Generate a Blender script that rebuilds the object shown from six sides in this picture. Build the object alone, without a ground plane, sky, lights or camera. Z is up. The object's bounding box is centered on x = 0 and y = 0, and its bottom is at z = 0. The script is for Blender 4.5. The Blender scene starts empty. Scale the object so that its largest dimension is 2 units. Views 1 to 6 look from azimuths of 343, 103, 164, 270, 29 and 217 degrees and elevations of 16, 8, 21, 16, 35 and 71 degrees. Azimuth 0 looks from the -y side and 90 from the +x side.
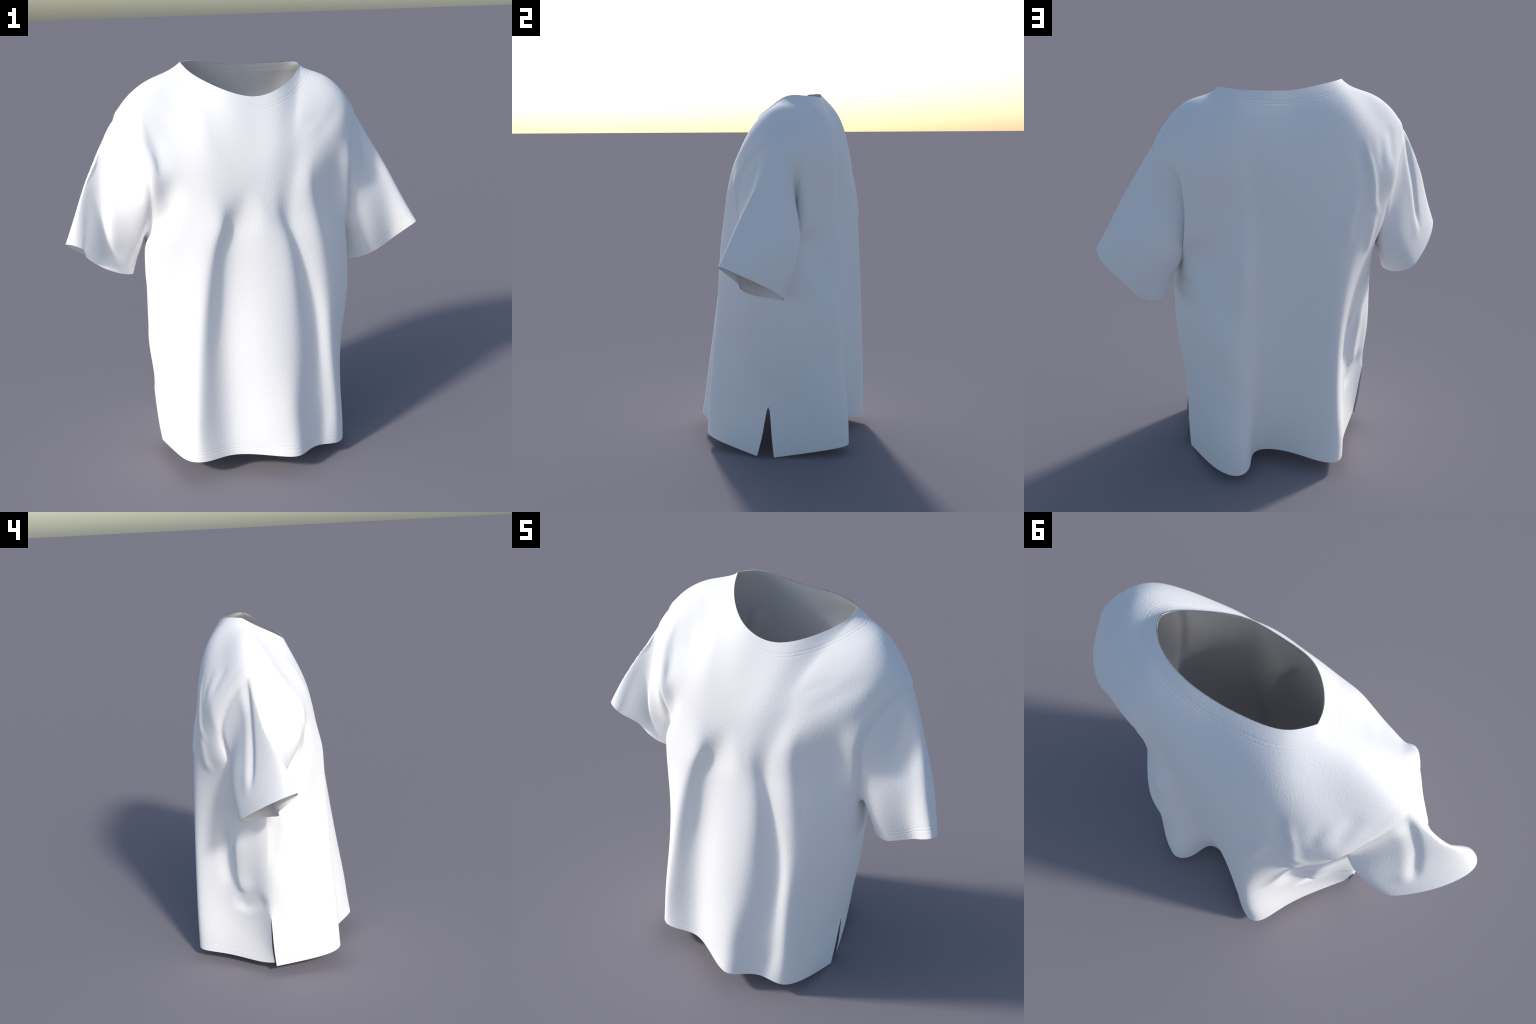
"""A plain white oversized T-shirt standing as if worn by an invisible body.

The cloth is one smooth surface: a control cage of horizontal sections (front panel,
back panel) and sleeve rings is subdivided, folds and creases are pressed into it along
paths, seams and stitch grooves are cut at constant distances from the open edges, the
cloth is given thickness, and the result is split into garment parts whose borders meet.
"""
import math
import bpy
import numpy as np
from mathutils import Vector

COLS = 13            # control points across a panel, from the wearer's right seam to the left
SLIT, ARMPIT, TOP = 2, 5, 10      # section numbers: slit top, armpit, shoulder line
NECK = (3, 9)        # columns between which the shoulder line is the neckline
CLOTH = 0.0040       # cloth thickness
LEVELS = 4

# ----------------------------------------------------------------------------------------
# control sections, hem to shoulder: (x, y, z) across each panel
# ----------------------------------------------------------------------------------------
front, back = [], []
# hem
front.append([
    (-0.504, 0.02, 0.06), (-0.465, -0.201, 0.076), (-0.444, -0.313, 0.097), (-0.381, -0.37, 0.105), (-0.288, -0.345, 0.102), (-0.203, -0.319, 0.096), (-0.077, -0.393, 0.104),
    (0.071, -0.494, 0.104), (0.139, -0.432, 0.096), (0.227, -0.361, 0.087), (0.352, -0.381, 0.069), (0.424, -0.242, 0.047), (0.47, -0.037, 0.007)])
back.append([
    (-0.488, 0.03, 0.074), (-0.44, 0.1, 0.049), (-0.323, 0.297, 0.062), (-0.281, 0.483, 0.065), (-0.174, 0.468, 0.064), (-0.06, 0.371, 0.076), (0.048, 0.299, 0.077),
    (0.138, 0.282, 0.077), (0.185, 0.314, 0.062), (0.199, 0.401, 0.047), (0.276, 0.473, 0.043), (0.385, 0.39, 0.048), (0.458, 0.057, 0.001)])
# hem allowance
front.append([
    (-0.518, 0.033, 0.171), (-0.483, -0.179, 0.212), (-0.435, -0.292, 0.221), (-0.399, -0.364, 0.227), (-0.3, -0.331, 0.223), (-0.208, -0.3, 0.219), (-0.074, -0.401, 0.224),
    (0.076, -0.468, 0.224), (0.139, -0.416, 0.217), (0.265, -0.323, 0.209), (0.343, -0.383, 0.194), (0.435, -0.226, 0.18), (0.471, -0.003, 0.123)])
back.append([
    (-0.496, 0.045, 0.176), (-0.433, 0.086, 0.188), (-0.328, 0.292, 0.193), (-0.277, 0.484, 0.198), (-0.184, 0.465, 0.197), (-0.066, 0.374, 0.204), (0.045, 0.307, 0.203),
    (0.135, 0.288, 0.199), (0.181, 0.322, 0.186), (0.205, 0.408, 0.173), (0.293, 0.474, 0.168), (0.403, 0.36, 0.173), (0.467, 0.046, 0.116)])
# slit top
front.append([
    (-0.53, 0.04, 0.469), (-0.508, -0.14, 0.34), (-0.442, -0.268, 0.377), (-0.386, -0.364, 0.371), (-0.3, -0.319, 0.366), (-0.208, -0.292, 0.359), (-0.067, -0.391, 0.359),
    (0.075, -0.456, 0.353), (0.136, -0.394, 0.345), (0.274, -0.325, 0.335), (0.348, -0.371, 0.326), (0.424, -0.211, 0.277), (0.471, 0.034, 0.381)])
back.append([
    (-0.53, 0.04, 0.469), (-0.437, 0.106, 0.324), (-0.302, 0.291, 0.359), (-0.25, 0.482, 0.354), (-0.171, 0.466, 0.351), (-0.056, 0.384, 0.351), (0.052, 0.322, 0.345),
    (0.137, 0.304, 0.337), (0.177, 0.332, 0.321), (0.2, 0.407, 0.304), (0.296, 0.46, 0.3), (0.416, 0.353, 0.263), (0.471, 0.034, 0.381)])
# hip
front.append([
    (-0.571, 0.05, 0.594), (-0.523, -0.079, 0.613), (-0.437, -0.236, 0.605), (-0.364, -0.343, 0.602), (-0.292, -0.307, 0.599), (-0.209, -0.28, 0.596), (-0.065, -0.379, 0.593),
    (0.085, -0.402, 0.586), (0.175, -0.366, 0.583), (0.265, -0.287, 0.582), (0.327, -0.362, 0.578), (0.463, -0.108, 0.581), (0.531, 0, 0.535)])
back.append([
    (-0.571, 0.05, 0.594), (-0.426, 0.146, 0.625), (-0.291, 0.298, 0.62), (-0.236, 0.466, 0.619), (-0.173, 0.463, 0.615), (-0.069, 0.401, 0.609), (0.034, 0.353, 0.603),
    (0.125, 0.337, 0.596), (0.179, 0.356, 0.588), (0.219, 0.403, 0.577), (0.316, 0.399, 0.563), (0.436, 0.318, 0.562), (0.531, 0, 0.535)])
# waist
front.append([
    (-0.551, 0.009, 0.877), (-0.528, -0.118, 0.861), (-0.442, -0.21, 0.863), (-0.324, -0.341, 0.862), (-0.27, -0.282, 0.859), (-0.196, -0.251, 0.855), (-0.055, -0.34, 0.854),
    (0.114, -0.362, 0.849), (0.163, -0.332, 0.846), (0.266, -0.255, 0.845), (0.318, -0.331, 0.837), (0.494, -0.157, 0.82), (0.554, -0.053, 0.817)])
back.append([
    (-0.551, 0.009, 0.877), (-0.444, 0.181, 0.861), (-0.319, 0.307, 0.866), (-0.241, 0.453, 0.869), (-0.174, 0.453, 0.871), (-0.075, 0.404, 0.872), (0.028, 0.361, 0.869),
    (0.125, 0.345, 0.863), (0.195, 0.362, 0.853), (0.253, 0.388, 0.841), (0.323, 0.444, 0.827), (0.425, 0.376, 0.813), (0.554, -0.053, 0.817)])
# armpit
front.append([
    (-0.524, 0.047, 1.161), (-0.571, -0.131, 1.188), (-0.394, -0.247, 1.178), (-0.265, -0.31, 1.176), (-0.23, -0.279, 1.172), (-0.163, -0.267, 1.169), (-0.053, -0.297, 1.165),
    (0.11, -0.321, 1.161), (0.153, -0.286, 1.158), (0.156, -0.262, 1.155), (0.282, -0.311, 1.146), (0.522, -0.136, 1.134), (0.509, -0.017, 1.106)])
back.append([
    (-0.524, 0.047, 1.161), (-0.468, 0.208, 1.185), (-0.378, 0.324, 1.182), (-0.284, 0.425, 1.191), (-0.193, 0.437, 1.197), (-0.09, 0.412, 1.2), (0.015, 0.379, 1.197),
    (0.116, 0.362, 1.191), (0.205, 0.35, 1.18), (0.276, 0.449, 1.168), (0.41, 0.187, 1.155), (0.517, 0.158, 1.16), (0.509, -0.017, 1.106)])
# lower chest
front.append([
    (-0.507, -0.071, 1.242), (-0.431, -0.228, 1.272), (-0.399, -0.223, 1.265), (-0.188, -0.325, 1.266), (-0.192, -0.275, 1.261), (-0.132, -0.235, 1.257), (0.006, -0.306, 1.254),
    (0.044, -0.297, 1.253), (0.084, -0.29, 1.252), (0.122, -0.233, 1.251), (0.267, -0.31, 1.242), (0.439, -0.132, 1.243), (0.543, -0.092, 1.202)])
back.append([
    (-0.472, 0.191, 1.265), (-0.496, 0.27, 1.272), (-0.411, 0.344, 1.285), (-0.315, 0.412, 1.3), (-0.212, 0.425, 1.308), (-0.098, 0.411, 1.311), (0.013, 0.383, 1.31),
    (0.113, 0.361, 1.305), (0.191, 0.337, 1.297), (0.255, 0.388, 1.277), (0.378, 0.294, 1.276), (0.576, 0.297, 1.28), (0.419, 0.07, 1.193)])
# chest
front.append([
    (-0.514, -0.214, 1.431), (-0.447, -0.157, 1.416), (-0.336, -0.237, 1.412), (-0.262, -0.257, 1.405), (-0.153, -0.27, 1.407), (-0.075, -0.276, 1.414), (-0.043, -0.267, 1.415),
    (0.01, -0.271, 1.409), (0.056, -0.275, 1.401), (0.146, -0.261, 1.393), (0.216, -0.278, 1.394), (0.395, -0.156, 1.419), (0.538, -0.094, 1.355)])
back.append([
    (-0.504, 0.257, 1.406), (-0.5, 0.282, 1.451), (-0.44, 0.345, 1.458), (-0.358, 0.385, 1.471), (-0.242, 0.394, 1.478), (-0.121, 0.404, 1.477), (0.001, 0.397, 1.476),
    (0.107, 0.379, 1.475), (0.183, 0.347, 1.475), (0.237, 0.368, 1.449), (0.395, 0.302, 1.451), (0.558, 0.273, 1.426), (0.41, 0.131, 1.354)])
# yoke
front.append([
    (-0.515, -0.186, 1.553), (-0.467, -0.21, 1.532), (-0.361, -0.194, 1.577), (-0.251, -0.223, 1.617), (-0.196, -0.232, 1.586), (-0.096, -0.237, 1.553), (-0.004, -0.248, 1.539),
    (0.086, -0.25, 1.556), (0.162, -0.234, 1.575), (0.213, -0.217, 1.578), (0.31, -0.226, 1.56), (0.438, -0.171, 1.531), (0.512, -0.14, 1.522)])
back.append([
    (-0.517, 0.265, 1.501), (-0.529, 0.317, 1.557), (-0.459, 0.33, 1.652), (-0.358, 0.349, 1.724), (-0.261, 0.364, 1.708), (-0.119, 0.379, 1.681), (0.006, 0.379, 1.664),
    (0.128, 0.374, 1.671), (0.239, 0.361, 1.686), (0.298, 0.387, 1.692), (0.419, 0.36, 1.61), (0.58, 0.247, 1.502), (0.409, 0.15, 1.531)])
# shoulder blade
front.append([
    (-0.574, -0.085, 1.691), (-0.511, -0.093, 1.696), (-0.392, -0.08, 1.719), (-0.243, -0.084, 1.819), (-0.224, -0.133, 1.764), (-0.103, -0.183, 1.706), (0.011, -0.191, 1.676),
    (0.127, -0.187, 1.708), (0.232, -0.131, 1.747), (0.254, -0.135, 1.778), (0.388, -0.136, 1.721), (0.508, -0.111, 1.708), (0.577, -0.019, 1.668)])
back.append([
    (-0.606, 0.165, 1.686), (-0.57, 0.195, 1.731), (-0.462, 0.23, 1.783), (-0.327, 0.257, 1.921), (-0.263, 0.314, 1.898), (-0.109, 0.327, 1.852), (0.012, 0.326, 1.825),
    (0.14, 0.329, 1.835), (0.279, 0.327, 1.86), (0.325, 0.29, 1.874), (0.437, 0.323, 1.759), (0.526, 0.327, 1.698), (0.632, 0.194, 1.653)])
# shoulder line and neckline
front.append([
    (-0.635, 0.081, 1.786), (-0.572, 0.082, 1.908), (-0.431, 0.109, 2.027), (-0.272, 0.117, 1.999), (-0.249, 0.033, 1.946), (-0.122, -0.108, 1.869), (0.029, -0.121, 1.82),
    (0.164, -0.103, 1.861), (0.28, 0.008, 1.913), (0.359, 0.109, 1.981), (0.483, 0.07, 2.006), (0.584, 0.031, 1.867), (0.634, 0.082, 1.735)])
back.append([
    (-0.635, 0.081, 1.786), (-0.572, 0.082, 1.908), (-0.431, 0.109, 2.027), (-0.272, 0.117, 1.999), (-0.218, 0.202, 2.003), (-0.081, 0.226, 1.981), (0.022, 0.235, 1.964),
    (0.143, 0.238, 1.971), (0.273, 0.202, 1.968), (0.359, 0.109, 1.981), (0.483, 0.07, 2.006), (0.584, 0.031, 1.867), (0.634, 0.082, 1.735)])

# sleeve rings from armhole to cuff; each ring starts under the arm, runs up the front,
# over the top and down the back
sleeves = {"right": [], "left": []}
sleeves["right"].append([
    (-0.549, 0.064, 1.057), (-0.544, -0.064, 1.184), (-0.571, -0.112, 1.309), (-0.603, -0.093, 1.397), (-0.628, -0.01, 1.511),
    (-0.725, 0.047, 1.668), (-0.663, 0.101, 1.611), (-0.55, 0.188, 1.411), (-0.526, 0.201, 1.283), (-0.5, 0.199, 1.184)])
sleeves["right"].append([
    (-0.553, 0.07, 1.04), (-0.582, -0.029, 1.114), (-0.625, -0.053, 1.222), (-0.687, -0.031, 1.289), (-0.73, 0.004, 1.39),
    (-0.808, 0.006, 1.527), (-0.701, 0.108, 1.48), (-0.588, 0.204, 1.313), (-0.562, 0.227, 1.198), (-0.529, 0.189, 1.115)])
sleeves["right"].append([
    (-0.56, 0.061, 1.009), (-0.612, -0.02, 1.052), (-0.68, -0.026, 1.139), (-0.763, -0.037, 1.199), (-0.794, -0.073, 1.291),
    (-0.877, -0.066, 1.389), (-0.735, 0.112, 1.312), (-0.643, 0.202, 1.185), (-0.616, 0.214, 1.108), (-0.565, 0.17, 1.049)])
sleeves["right"].append([
    (-0.567, 0.043, 0.985), (-0.641, -0.025, 1.006), (-0.743, -0.021, 1.052), (-0.823, -0.049, 1.12), (-0.815, -0.138, 1.191),
    (-0.945, -0.09, 1.227), (-0.853, 0.068, 1.132), (-0.746, 0.159, 1.044), (-0.691, 0.194, 1.012), (-0.608, 0.14, 0.975)])
sleeves["left"].append([
    (0.533, 0.053, 1.018), (0.538, -0.066, 1.152), (0.558, -0.102, 1.264), (0.599, -0.089, 1.378), (0.669, 0.025, 1.488),
    (0.729, 0.047, 1.594), (0.668, 0.172, 1.486), (0.57, 0.221, 1.38), (0.549, 0.238, 1.246), (0.505, 0.162, 1.142)])
sleeves["left"].append([
    (0.537, 0.062, 1.002), (0.566, -0.048, 1.078), (0.602, -0.109, 1.182), (0.681, -0.093, 1.281), (0.742, -0.034, 1.371),
    (0.795, -0.009, 1.455), (0.751, 0.156, 1.36), (0.68, 0.234, 1.282), (0.643, 0.245, 1.164), (0.557, 0.159, 1.072)])
sleeves["left"].append([
    (0.543, 0.056, 0.962), (0.594, -0.029, 1.006), (0.638, -0.103, 1.088), (0.743, -0.071, 1.157), (0.789, -0.085, 1.232),
    (0.848, -0.074, 1.306), (0.828, 0.097, 1.226), (0.777, 0.184, 1.169), (0.712, 0.228, 1.067), (0.601, 0.157, 0.998)])
sleeves["left"].append([
    (0.556, 0.037, 0.922), (0.63, -0.01, 0.94), (0.682, -0.084, 0.988), (0.801, -0.025, 1.026), (0.83, -0.109, 1.09),
    (0.918, -0.142, 1.154), (0.902, -0.007, 1.093), (0.823, 0.069, 1.042), (0.726, 0.183, 0.955), (0.626, 0.15, 0.916)])

# ----------------------------------------------------------------------------------------
# cage
# ----------------------------------------------------------------------------------------
ids, points = {}, []


def put(key, p):
    if key not in ids:
        ids[key] = len(points)
        points.append(p)
    return ids[key]


def panel_key(side, r, c):
    """Front and back share the side seam above the slit and the shoulder seam."""
    if side == "back":
        if c in (0, COLS - 1) and SLIT <= r <= ARMPIT:
            side = "front"
        if r == TOP and (c <= NECK[0] or c >= NECK[1]):
            side = "front"
    return (side, r, c)


faces, labels = [], []
PARTS = ["front", "back", "right", "left"]
for side, rows in (("front", front), ("back", back)):
    for r in range(TOP + 1):
        for c in range(COLS):
            k = panel_key(side, r, c)
            if k[0] == side:
                put(k, rows[r][c])
    for r in range(TOP):
        for c in range(COLS - 1):
            q = [ids[panel_key(side, r + i, c + j)] for i, j in ((0, 0), (0, 1), (1, 1), (1, 0))]
            faces.append(q if side == "front" else q[::-1])
            labels.append(PARTS.index(side))
for name, c in (("right", 0), ("left", COLS - 1)):
    ring = [ids[panel_key("front", r, c)] for r in range(ARMPIT, TOP + 1)]
    ring += [ids[panel_key("back", r, c)] for r in range(TOP - 1, ARMPIT, -1)]
    n = len(ring)
    for k, pts in enumerate(sleeves[name]):
        nxt = [put((name, k, i), p) for i, p in enumerate(pts)]
        for i in range(n):
            q = [ring[i], ring[(i + 1) % n], nxt[(i + 1) % n], nxt[i]]
            faces.append(q if name == "right" else q[::-1])
            labels.append(PARTS.index(name))
        ring = nxt

cage = bpy.data.meshes.new("cage")
cage.from_pydata([tuple(p) for p in points], [], faces)
for i in range(4):
    cage.materials.append(bpy.data.materials.new("region"))
cage.polygons.foreach_set("material_index", labels)
# the neck opening has a sharp corner where it meets the wearer's right shoulder seam
cage.attributes.new("crease_vert", "FLOAT", "POINT").data[ids[("front", TOP, NECK[0])]].value = 1.0
cage_object = bpy.data.objects.new("cage", cage)
bpy.context.scene.collection.objects.link(cage_object)
sub = cage_object.modifiers.new("smooth", "SUBSURF")
sub.levels = sub.render_levels = LEVELS
sub.boundary_smooth = "PRESERVE_CORNERS"
sub.use_limit_surface = False
done = cage_object.evaluated_get(bpy.context.evaluated_depsgraph_get()).to_mesh()
V = np.empty(len(done.vertices) * 3)
done.vertices.foreach_get("co", V)
V = V.reshape(-1, 3)
Q = np.empty(len(done.loops), np.int64)
done.loops.foreach_get("vertex_index", Q)
Q = Q.reshape(-1, 4)
L = np.empty(len(done.polygons), np.int32)
done.polygons.foreach_get("material_index", L)
bpy.data.objects.remove(cage_object)
bpy.data.meshes.remove(cage)
for m in list(bpy.data.materials):
    bpy.data.materials.remove(m)


# ----------------------------------------------------------------------------------------
# geometry helpers
# ----------------------------------------------------------------------------------------
def normals_of(V, T):
    a, b, c = V[T[:, 0]], V[T[:, 1]], V[T[:, 2]]
    fn = np.cross(b - a, c - a)
    N = np.zeros_like(V)
    for k in range(3):
        for j in range(3):
            N[:, j] += np.bincount(T[:, k], fn[:, j], len(V))
    return N / (np.linalg.norm(N, axis=1, keepdims=True) + 1e-12)


def border_edges(T):
    """Open edges of a triangle mesh, in face direction."""
    e = np.vstack([T[:, [0, 1]], T[:, [1, 2]], T[:, [2, 0]]])
    key = np.sort(e, 1)
    code = key[:, 0] * (T.max() + 1) + key[:, 1]
    _, inv, count = np.unique(code, return_inverse=True, return_counts=True)
    return e[count[inv] == 1]


def spline(pts, n=40):
    """Catmull-Rom curve through hand-placed points."""
    p = np.array(pts, float)
    p = np.vstack([2 * p[0] - p[1], p, 2 * p[-1] - p[-2]])
    out = []
    for i in range(1, len(p) - 2):
        for t in np.linspace(0, 1, n, endpoint=False):
            a, b, c, d = p[i - 1:i + 3]
            out.append(0.5 * (2 * b + (c - a) * t + (2 * a - 5 * b + 4 * c - d) * t * t + (3 * b - a - 3 * c + d) * t ** 3))
    out.append(p[-2])
    return np.array(out)


def distance_to(V, line):
    """Distance to a polyline and position along it (0..1)."""
    best, along = np.full(len(V), 1e9), np.zeros(len(V))
    lo, hi = line.min(0) - 0.2, line.max(0) + 0.2
    near = np.nonzero(((V > lo) & (V < hi)).all(1))[0]
    P = V[near]
    b, s = np.full(len(P), 1e9), np.zeros(len(P))
    length = np.r_[0, np.cumsum(np.linalg.norm(np.diff(line, axis=0), axis=1))]
    for i in range(len(line) - 1):
        a, d = line[i], line[i + 1] - line[i]
        t = np.clip(((P - a) @ d) / (d @ d + 1e-12), 0, 1)
        dist = np.linalg.norm(P - a - t[:, None] * d, axis=1)
        m = dist < b
        b[m] = dist[m]
        s[m] = (length[i] + t * (length[i + 1] - length[i]))[m] / length[-1]
    best[near], along[near] = b, s
    return best, along


def smooth(x):
    x = np.clip(x, 0, 1)
    return x * x * (3 - 2 * x)


T = np.vstack([Q[:, [0, 1, 2]], Q[:, [0, 2, 3]]])
L = np.r_[L, L]

# folds: name, path on the cloth, height (minus = valley), spread to either side, regions, end tapers, lean
FOLDS = [
    ("bust crest", [(0.30, -0.21, 1.57), (0.25, -0.24, 1.49), (0.25, -0.26, 1.38), (0.27, -0.27, 1.23), (0.30, -0.28, 1.05), (0.32, -0.30, 0.83)],
     0.006, 0.045, 0.03, "f", 0.25, 0.5, 0),
    ("front armhole overhang", [(-0.51, -0.01, 1.79), (-0.51, -0.09, 1.69), (-0.49, -0.14, 1.63), (-0.49, -0.17, 1.58), (-0.49, -0.19, 1.50), (-0.48, -0.19, 1.44)],
     0.006, 0.05, 0.022, "fr", 0.35, 0.35, 0.3),
    ("front armhole tuck", [(-0.50, -0.08, 1.71), (-0.48, -0.14, 1.63), (-0.46, -0.18, 1.55), (-0.45, -0.19, 1.48)],
     -0.008, 0.02, 0.05, "f", 0.4, 0.4, 0),
    ("side drape", [(-0.40, -0.19, 1.54), (-0.42, -0.19, 1.43), (-0.44, -0.19, 1.31), (-0.46, -0.19, 1.19)],
     -0.01, 0.045, 0.05, "f", 0.4, 0.4, 0),
    ("small sleeve fold", [(-0.62, -0.03, 1.61), (-0.64, -0.03, 1.48), (-0.64, -0.06, 1.30)],
     -0.004, 0.02, 0.02, "r", 0.4, 0.4, 0),
    ("small sleeve fold", [(-0.58, -0.07, 1.62), (-0.58, -0.10, 1.54), (-0.57, -0.13, 1.46), (-0.57, -0.13, 1.37)],
     -0.008, 0.025, 0.025, "r", 0.4, 0.3, 0),
    ("chest pull", [(-0.40, 0.06, 1.91), (-0.36, -0.02, 1.84), (-0.31, -0.08, 1.77), (-0.26, -0.14, 1.72)],
     -0.002, 0.03, 0.03, "f", 0.4, 0.4, 0),
    ("chest pull", [(-0.45, -0.03, 1.79), (-0.40, -0.08, 1.74), (-0.35, -0.13, 1.68)],
     -0.0015, 0.025, 0.025, "f", 0.4, 0.4, 0),
    ("chest pull", [(0.52, -0.03, 1.79), (0.43, -0.11, 1.72), (0.34, -0.17, 1.65), (0.27, -0.21, 1.58)],
     -0.004, 0.04, 0.04, "f", 0.35, 0.4, 0),
    ("chest pull", [(0.40, -0.10, 1.76), (0.31, -0.15, 1.71), (0.22, -0.18, 1.66)],
     -0.002, 0.03, 0.03, "f", 0.4, 0.4, 0),
    ("sleeve head fold", [(0.57, 0.01, 1.77), (0.57, -0.02, 1.72), (0.56, -0.05, 1.64)],
     -0.005, 0.012, 0.015, "l", 0.4, 0.4, 0),
    ("sleeve head fold", [(0.62, 0.05, 1.70), (0.64, 0.01, 1.61), (0.64, -0.02, 1.50), (0.62, -0.06, 1.40)],
     -0.005, 0.02, 0.03, "l", 0.4, 0.4, 0),
    ("back pull crest", [(-0.33, 0.33, 1.76), (-0.34, 0.34, 1.69), (-0.36, 0.35, 1.63), (-0.38, 0.36, 1.54), (-0.39, 0.36, 1.44), (-0.45, 0.32, 1.35)],
     0.008, 0.03, 0.02, "b", 0.3, 0.3, 0),
    ("back pull hollow", [(-0.29, 0.34, 1.75), (-0.31, 0.35, 1.69), (-0.33, 0.36, 1.62), (-0.35, 0.37, 1.53)],
     -0.008, 0.035, 0.025, "b", 0.3, 0.3, 0),
    ("back pull crest", [(-0.39, 0.36, 1.42), (-0.39, 0.36, 1.35), (-0.38, 0.35, 1.26), (-0.38, 0.32, 1.17)],
     0.008, 0.035, 0.03, "b", 0.3, 0.3, 0),
    ("back shoulder pull", [(-0.44, 0.26, 1.76), (-0.43, 0.30, 1.71), (-0.43, 0.33, 1.64), (-0.44, 0.33, 1.57)],
     -0.004, 0.025, 0.025, "b", 0.4, 0.4, 0),
    ("back shoulder pull", [(-0.51, 0.19, 1.79), (-0.50, 0.24, 1.73), (-0.50, 0.28, 1.66), (-0.49, 0.31, 1.60)],
     -0.005, 0.03, 0.03, "b", 0.3, 0.4, 0),
    ("back drape crest", [(-0.31, 0.38, 1.55), (-0.29, 0.39, 1.49), (-0.27, 0.40, 1.43), (-0.25, 0.41, 1.34), (-0.24, 0.42, 1.24)],
     0.01, 0.04, 0.025, "b", 0.4, 0.2, 0),
    ("side seam hollow", [(-0.62, -0.01, 1.05), (-0.54, 0.00, 0.88), (-0.54, 0.01, 0.74), (-0.54, 0.02, 0.63)],
     -0.008, 0.03, 0.04, "f", 0.4, 0.4, 0),
    ("armpit crease", [(0.51, 0.03, 1.02), (0.49, 0.15, 1.02), (0.44, 0.26, 1.04)],
     -0.01, 0.012, 0.012, "b", 0.2, 0.5, 0),
    ("armpit crease", [(0.51, 0.04, 1.01), (0.50, 0.13, 0.96), (0.48, 0.17, 0.87), (0.48, 0.17, 0.76)],
     -0.006, 0.015, 0.012, "b", 0.2, 0.5, 0),
    ("back ripple", [(0.37, 0.32, 1.41), (0.35, 0.34, 1.51), (0.30, 0.36, 1.56), (0.20, 0.36, 1.57)],
     -0.004, 0.02, 0.02, "b", 0.4, 0.4, 0),
    ("back ripple", [(0.13, 0.33, 0.49), (0.07, 0.34, 0.51), (-0.02, 0.38, 0.58)],
     -0.006, 0.02, 0.02, "b", 0.3, 0.5, 0),
    ("side pocket hollow", [(-0.37, 0.27, 0.93), (-0.34, 0.28, 0.79), (-0.33, 0.28, 0.67), (-0.33, 0.27, 0.55), (-0.34, 0.24, 0.46)],
     -0.018, 0.05, 0.035, "b", 0.4, 0.3, 0),
    ("side pocket lobe", [(-0.45, 0.17, 0.91), (-0.41, 0.20, 0.77), (-0.39, 0.20, 0.65), (-0.38, 0.19, 0.54), (-0.41, 0.16, 0.46)],
     0.022, 0.03, 0.08, "b", 0.4, 0.15, 0),
    ("side pocket base", [(-0.33, 0.26, 0.39), (-0.36, 0.22, 0.39), (-0.40, 0.16, 0.39), (-0.46, 0.10, 0.43), (-0.52, 0.05, 0.49)],
     -0.014, 0.03, 0.05, "bf", 0.3, 0.3, 0),
    ("back sleeve crest", [(-0.61, 0.10, 1.77), (-0.63, 0.12, 1.67), (-0.68, 0.11, 1.50), (-0.71, 0.12, 1.37), (-0.73, 0.13, 1.24), (-0.72, 0.16, 1.14)],
     0.009, 0.035, 0.03, "r", 0.35, 0.2, 0),
    ("sleeve pleat hollow", [(-0.65, 0.10, 1.68), (-0.69, 0.02, 1.60), (-0.71, -0.00, 1.48), (-0.72, -0.02, 1.36), (-0.73, -0.04, 1.20), (-0.72, -0.02, 1.04)],
     -0.03, 0.065, 0.03, "r", 0.3, 0.1, 0),
    ("sleeve pleat crest", [(-0.66, 0.02, 1.65), (-0.68, -0.00, 1.54), (-0.68, -0.03, 1.39), (-0.69, -0.04, 1.24), (-0.67, -0.03, 1.10)],
     0.01, 0.025, 0.06, "r", 0.4, 0.2, 0),
    ("front armhole roll", [(0.50, -0.11, 1.62), (0.49, -0.13, 1.50), (0.49, -0.12, 1.38), (0.49, -0.11, 1.26), (0.50, -0.10, 1.15)],
     0.016, 0.05, 0.025, "f", 0.3, 0.3, 0.3),
    ("sleeve pleat crease", [(-0.60, 0.11, 1.78), (-0.64, 0.11, 1.69), (-0.67, 0.10, 1.58), (-0.71, 0.10, 1.44), (-0.74, 0.11, 1.30), (-0.76, 0.12, 1.18)],
     -0.018, 0.035, 0.02, "r", 0.25, 0.2, 0),
]

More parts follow.
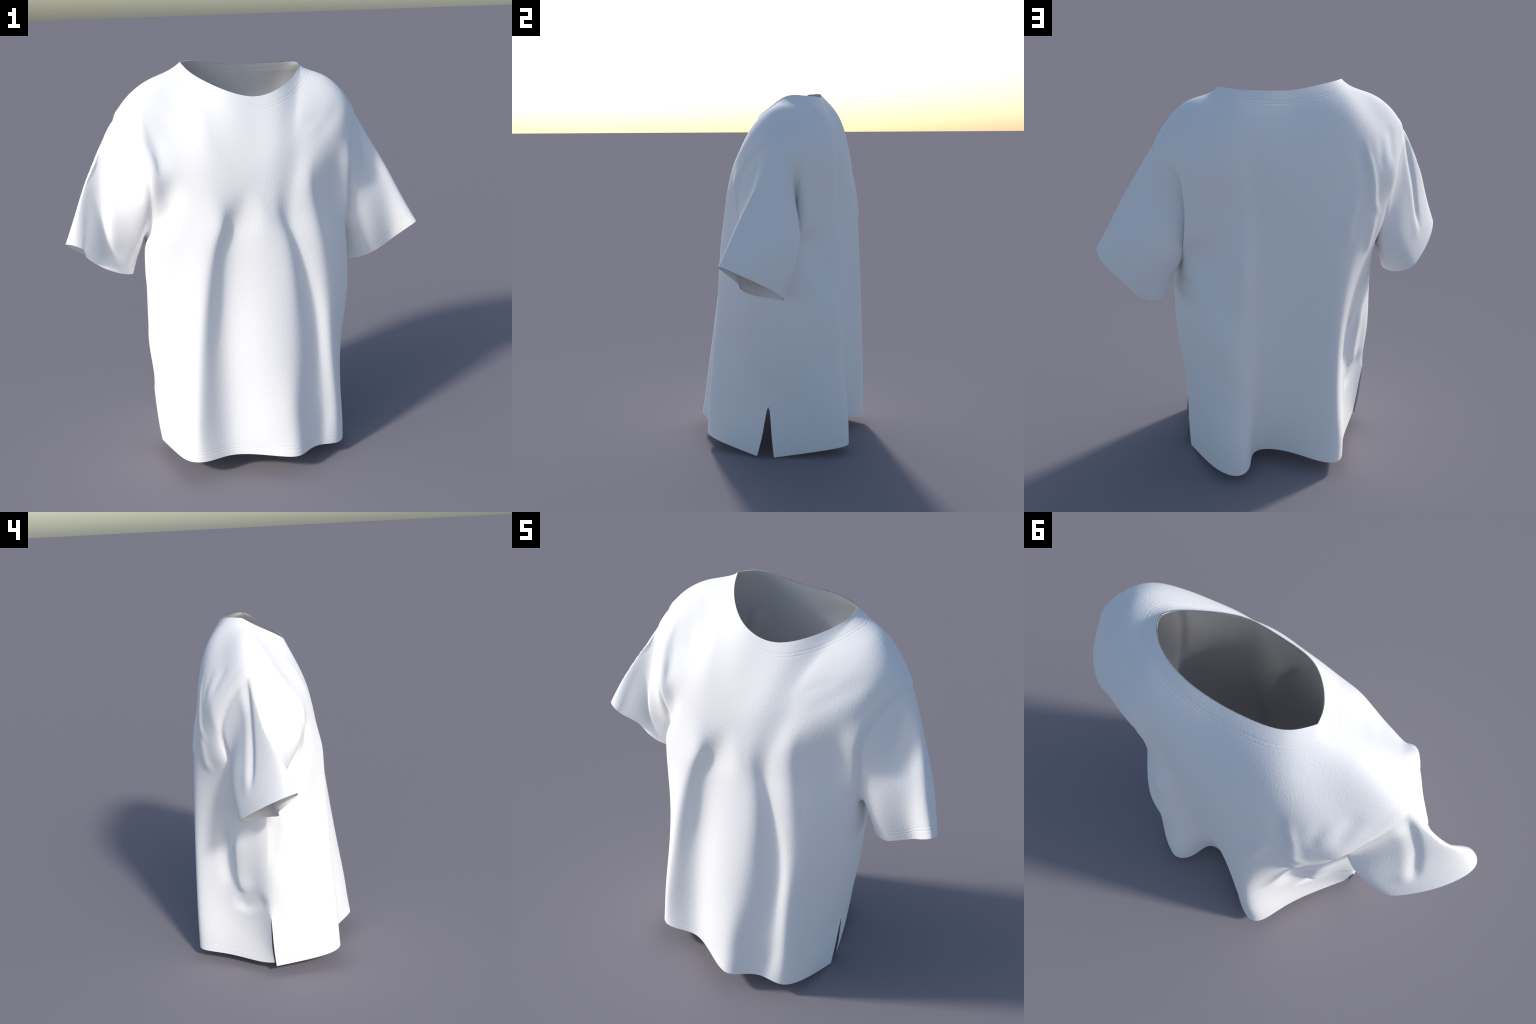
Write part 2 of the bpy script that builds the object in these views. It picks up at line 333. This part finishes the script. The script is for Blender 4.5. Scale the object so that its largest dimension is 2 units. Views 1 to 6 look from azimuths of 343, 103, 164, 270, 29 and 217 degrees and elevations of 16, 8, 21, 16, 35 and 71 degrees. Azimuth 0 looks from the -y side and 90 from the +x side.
REGION = {"f": 0, "b": 1, "r": 2, "l": 3}
N = normals_of(V, T)
member = {k: np.isin(np.arange(len(V)), T[L == v]) for k, v in REGION.items()}
move = np.zeros_like(V)
for name, path, height, wide_a, wide_b, regions, taper_a, taper_b, lean in FOLDS:
    line = spline(path, 8)
    d, along = distance_to(V, line)
    reach = 3 * max(wide_a, wide_b)
    ok = np.nonzero((d < reach) & np.any([member[k] for k in regions], axis=0))[0]
    if not (d[ok] < 0.4 * reach).any():
        continue
    step = np.linalg.norm(np.diff(line, axis=0), axis=1)
    s = np.r_[0, np.cumsum(step)] / step.sum()
    foot = np.stack([np.interp(along[ok], s, line[:, k]) for k in range(3)], 1)
    tangent = np.stack([np.interp(along[ok], (s[1:] + s[:-1]) / 2, np.diff(line[:, k]) / step) for k in range(3)], 1)
    side = np.cross(tangent, N[ok])
    side /= np.linalg.norm(side, axis=1, keepdims=True) + 1e-9
    left = ((V[ok] - foot) * side).sum(1)
    width = np.where(left > 0, wide_a, wide_b)
    mean_n = N[ok][d[ok] < 0.5 * reach].mean(0)
    facing = smooth((N[ok] @ mean_n / np.linalg.norm(mean_n) + 0.2) / 0.4)
    amount = height * np.exp(-(d[ok] / width) ** 2) * facing
    amount *= smooth(along[ok] / max(taper_a, 1e-3)) * smooth((1 - along[ok]) / max(taper_b, 1e-3))
    move[ok] += amount[:, None] * (N[ok] - lean * side)
# the folds die out at the very edges so that hems stay true
V = V + move


# ----------------------------------------------------------------------------------------
# distances from the open edges: hem, cuffs, neckline
# ----------------------------------------------------------------------------------------
edges = border_edges(T)
mid = V[edges].mean(1)
is_neck = (mid[:, 2] > 1.7)
is_cuff = {"right": (mid[:, 0] < -0.54) & (mid[:, 2] > 0.7), "left": (mid[:, 0] > 0.54) & (mid[:, 2] > 0.7)}
direction = V[edges[:, 1]] - V[edges[:, 0]]
is_hem = (mid[:, 2] < 0.2) & (np.abs(direction[:, 2]) < 0.7 * np.linalg.norm(direction, axis=1))


def edge_distance(chosen, reach):
    """Distance of every vertex to a set of open edges, within reach."""
    E = edges[chosen] if chosen.dtype == bool else chosen
    D = np.full(len(V), 9.0)
    m = V[E].mean(1)
    near = np.nonzero(((V > m.min(0) - reach) & (V < m.max(0) + reach)).all(1))[0]
    P = V[near]
    d = np.full(len(P), 9.0)
    for a, b in V[E]:
        r = b - a
        c = np.nonzero(np.abs(P - (a + b) / 2).max(1) < reach)[0]
        t = np.clip(((P[c] - a) @ r) / (r @ r + 1e-12), 0, 1)
        d[c] = np.minimum(d[c], np.linalg.norm(P[c] - a - t[:, None] * r, axis=1))
    D[near] = d
    return D


def cut(V, T, L, fields, f, level):
    """Cut the mesh along field f = level; the fields are carried along."""
    d = fields[f] - level
    d[np.abs(d) < 2e-5] = 2e-5
    s = d > 0
    cross = (s[T].sum(1) % 3) != 0
    keep_T, keep_L = T[~cross], L[~cross]
    made, new, nf, out_T, out_L = {}, [], {k: [] for k in fields}, [], []

    def point(a, b):
        k = (min(a, b), max(a, b))
        if k not in made:
            t = d[a] / (d[a] - d[b])
            made[k] = len(V) + len(new)
            new.append(V[a] + t * (V[b] - V[a]))
            for name, field in fields.items():
                nf[name].append(field[a] + t * (field[b] - field[a]))
        return made[k]

    for tri, lab in zip(T[cross], L[cross]):
        a, b, c = (int(i) for i in tri)
        while not (s[a] != s[b] and s[a] != s[c]):
            a, b, c = b, c, a
        p, q = point(a, b), point(a, c)
        out_T += [(a, p, q), (p, b, c), (p, c, q)]
        out_L += [lab] * 3
    if new:
        V = np.vstack([V, new])
        T = np.vstack([keep_T, out_T])
        L = np.r_[keep_L, out_L]
        fields = {k: np.r_[v, nf[k]] for k, v in fields.items()}
    return V, T, L, fields


def seam_edges(group_a, group_b):
    """Edges shared by two groups of regions."""
    e = np.sort(np.vstack([T[:, [0, 1]], T[:, [1, 2]], T[:, [2, 0]]]), 1)
    lab = np.r_[L, L, L]
    code = e[:, 0] * len(V) + e[:, 1]
    a = np.unique(code[np.isin(lab, group_a)])
    b = np.unique(code[np.isin(lab, group_b)])
    both = np.intersect1d(a, b)
    return np.stack([both // len(V), both % len(V)], 1)


# the sleeve is set in: the cloth dips along the armhole and puffs beside it at the shoulder
armhole = seam_edges([0, 1], [2, 3])
N = normals_of(V, T)
d = edge_distance(armhole, 0.10)
high = smooth((V[:, 2] - 1.50) / 0.15)
on_body = np.isin(np.arange(len(V)), T[L < 2])
dip = -(0.007 - 0.004 * high) * np.exp(-(d / 0.018) ** 2)
puff = 0.003 * high * np.exp(-((d - 0.040) / 0.022) ** 2) * on_body
V = V + N * (dip + puff)[:, None]

side_seam = seam_edges([0], [1])
fields = {
    "seam": np.minimum(edge_distance(armhole, 0.05), edge_distance(side_seam, 0.05)),
    "neck": edge_distance(is_neck, 0.13),
    "hem": edge_distance(is_hem, 0.12),
    "right": edge_distance(is_cuff["right"], 0.12),
    "left": edge_distance(is_cuff["left"], 0.12),
}
# stitch rows as distances from the edge; a groove is a dip between two cuts
GROOVE = {"neck": (0.050, 0.064), "hem": (0.036, 0.050), "right": (0.038, 0.053), "left": (0.038, 0.053)}
HALF, DEPTH = 0.0019, 0.0010
V, T, L, fields = cut(V, T, L, fields, "seam", HALF)
for f, rows in GROOVE.items():
    for d in rows:
        for off in (-HALF, 0.0, HALF):
            V, T, L, fields = cut(V, T, L, fields, f, d + off)
N = normals_of(V, T)
plain = V.copy()
V = V - N * (DEPTH * np.clip(1 - fields["seam"] / HALF, 0, 1))[:, None]
for f, rows in GROOVE.items():
    for d in rows:
        V = V - N * (DEPTH * np.clip(1 - np.abs(fields[f] - d) / HALF, 0, 1))[:, None]
N = normals_of(V, T)

# the ribbed collar is a part of its own: faces within the seam distance of the neckline
centre = fields["neck"][T].mean(1)
L = np.where(centre < GROOVE["neck"][0], 4, L)
hem_centre = fields["hem"][T].mean(1)
L = np.where((hem_centre < GROOVE["hem"][0]) & (L == 0), 5, L)
L = np.where((hem_centre < GROOVE["hem"][0]) & (L == 1), 6, L)
L = np.where((fields["right"][T].mean(1) < GROOVE["right"][0]) & (L == 2), 7, L)
L = np.where((fields["left"][T].mean(1) < GROOVE["left"][0]) & (L == 3), 8, L)

# ----------------------------------------------------------------------------------------
# material
# ----------------------------------------------------------------------------------------
def fabric(name, colour, scale, strength):
    """White jersey: the fine diagonal knit grain is bump only."""
    mat = bpy.data.materials.new(name)
    mat.use_nodes = True
    nt = mat.node_tree
    nodes, links = nt.nodes, nt.links
    bsdf = nodes["Principled BSDF"]
    bsdf.inputs["Base Color"].default_value = (*colour, 1)
    bsdf.inputs["Roughness"].default_value = 0.9
    bsdf.inputs["Specular IOR Level"].default_value = 0.15
    coord = nodes.new("ShaderNodeTexCoord")
    mapping = nodes.new("ShaderNodeMapping")
    mapping.inputs["Rotation"].default_value = (0, math.radians(35), 0)
    mapping.inputs["Scale"].default_value = (scale, scale, scale * 0.5)
    links.new(coord.outputs["Object"], mapping.inputs["Vector"])
    noise = nodes.new("ShaderNodeTexNoise")
    noise.inputs["Scale"].default_value = 1.0
    noise.inputs["Detail"].default_value = 0.6
    links.new(mapping.outputs["Vector"], noise.inputs["Vector"])
    bump = nodes.new("ShaderNodeBump")
    bump.inputs["Strength"].default_value = strength
    bump.inputs["Distance"].default_value = 0.003
    links.new(noise.outputs["Fac"], bump.inputs["Height"])
    links.new(bump.outputs["Normal"], bsdf.inputs["Normal"])
    return mat


cloth = fabric("white_jersey", (0.985, 0.985, 0.985), 185, 0.25)
collar_cloth = fabric("white_rib_knit", (0.985, 0.985, 0.985), 150, 0.15)


# ----------------------------------------------------------------------------------------
# parts: outer face, inner face and the folded rim along the open edges
# ----------------------------------------------------------------------------------------
inner = plain - normals_of(plain, T) * CLOTH
rim = border_edges(T)
owner = {}
for t, lab in zip(T, L):
    for i in range(3):
        owner[(t[i], t[(i + 1) % 3])] = lab

shirt = bpy.data.objects.new("t_shirt", None)
shirt.empty_display_size = 0.2
bpy.context.scene.collection.objects.link(shirt)
shirt["label"] = "plain white oversized short-sleeved T-shirt with soft vertical drapes"
shirt["category"] = "t-shirt"


def make_part(name, lab, parent, material):
    outer = T[L == lab]
    used = np.unique(outer)
    index = np.full(len(V), -1)
    index[used] = np.arange(len(used))
    n = len(used)
    a = index[outer]
    F = [a, a[:, ::-1] + n]
    my_rim = [(index[p], index[q]) for p, q in rim if owner[(p, q)] == lab]
    co = np.vstack([V[used], inner[used]])
    no = np.vstack([N[used], -N[used]])
    if my_rim:
        e = np.array(my_rim)
        F += [np.stack([e[:, 1], e[:, 0], e[:, 0] + n], 1), np.stack([e[:, 1], e[:, 0] + n, e[:, 1] + n], 1)]
    F = np.vstack(F)
    me = bpy.data.meshes.new(name)
    me.from_pydata(co.tolist(), [], F.tolist())
    me.polygons.foreach_set("use_smooth", [True] * len(F))
    me.normals_split_custom_set_from_vertices([tuple(v) for v in no])
    me.materials.append(material)
    me.update()
    ob = bpy.data.objects.new(name, me)
    ob.parent = parent
    bpy.context.scene.collection.objects.link(ob)
    return ob


body_front = make_part("front_panel", 0, shirt, cloth)
body_back = make_part("back_panel", 1, shirt, cloth)
sleeve_r = make_part("sleeve", 2, shirt, cloth)
sleeve_l = make_part("sleeve", 3, shirt, cloth)
make_part("collar", 4, shirt, collar_cloth)
make_part("hem_band", 5, body_front, cloth)
make_part("hem_band", 6, body_back, cloth)
make_part("cuff_band", 7, sleeve_r, cloth)
make_part("cuff_band", 8, sleeve_l, cloth)
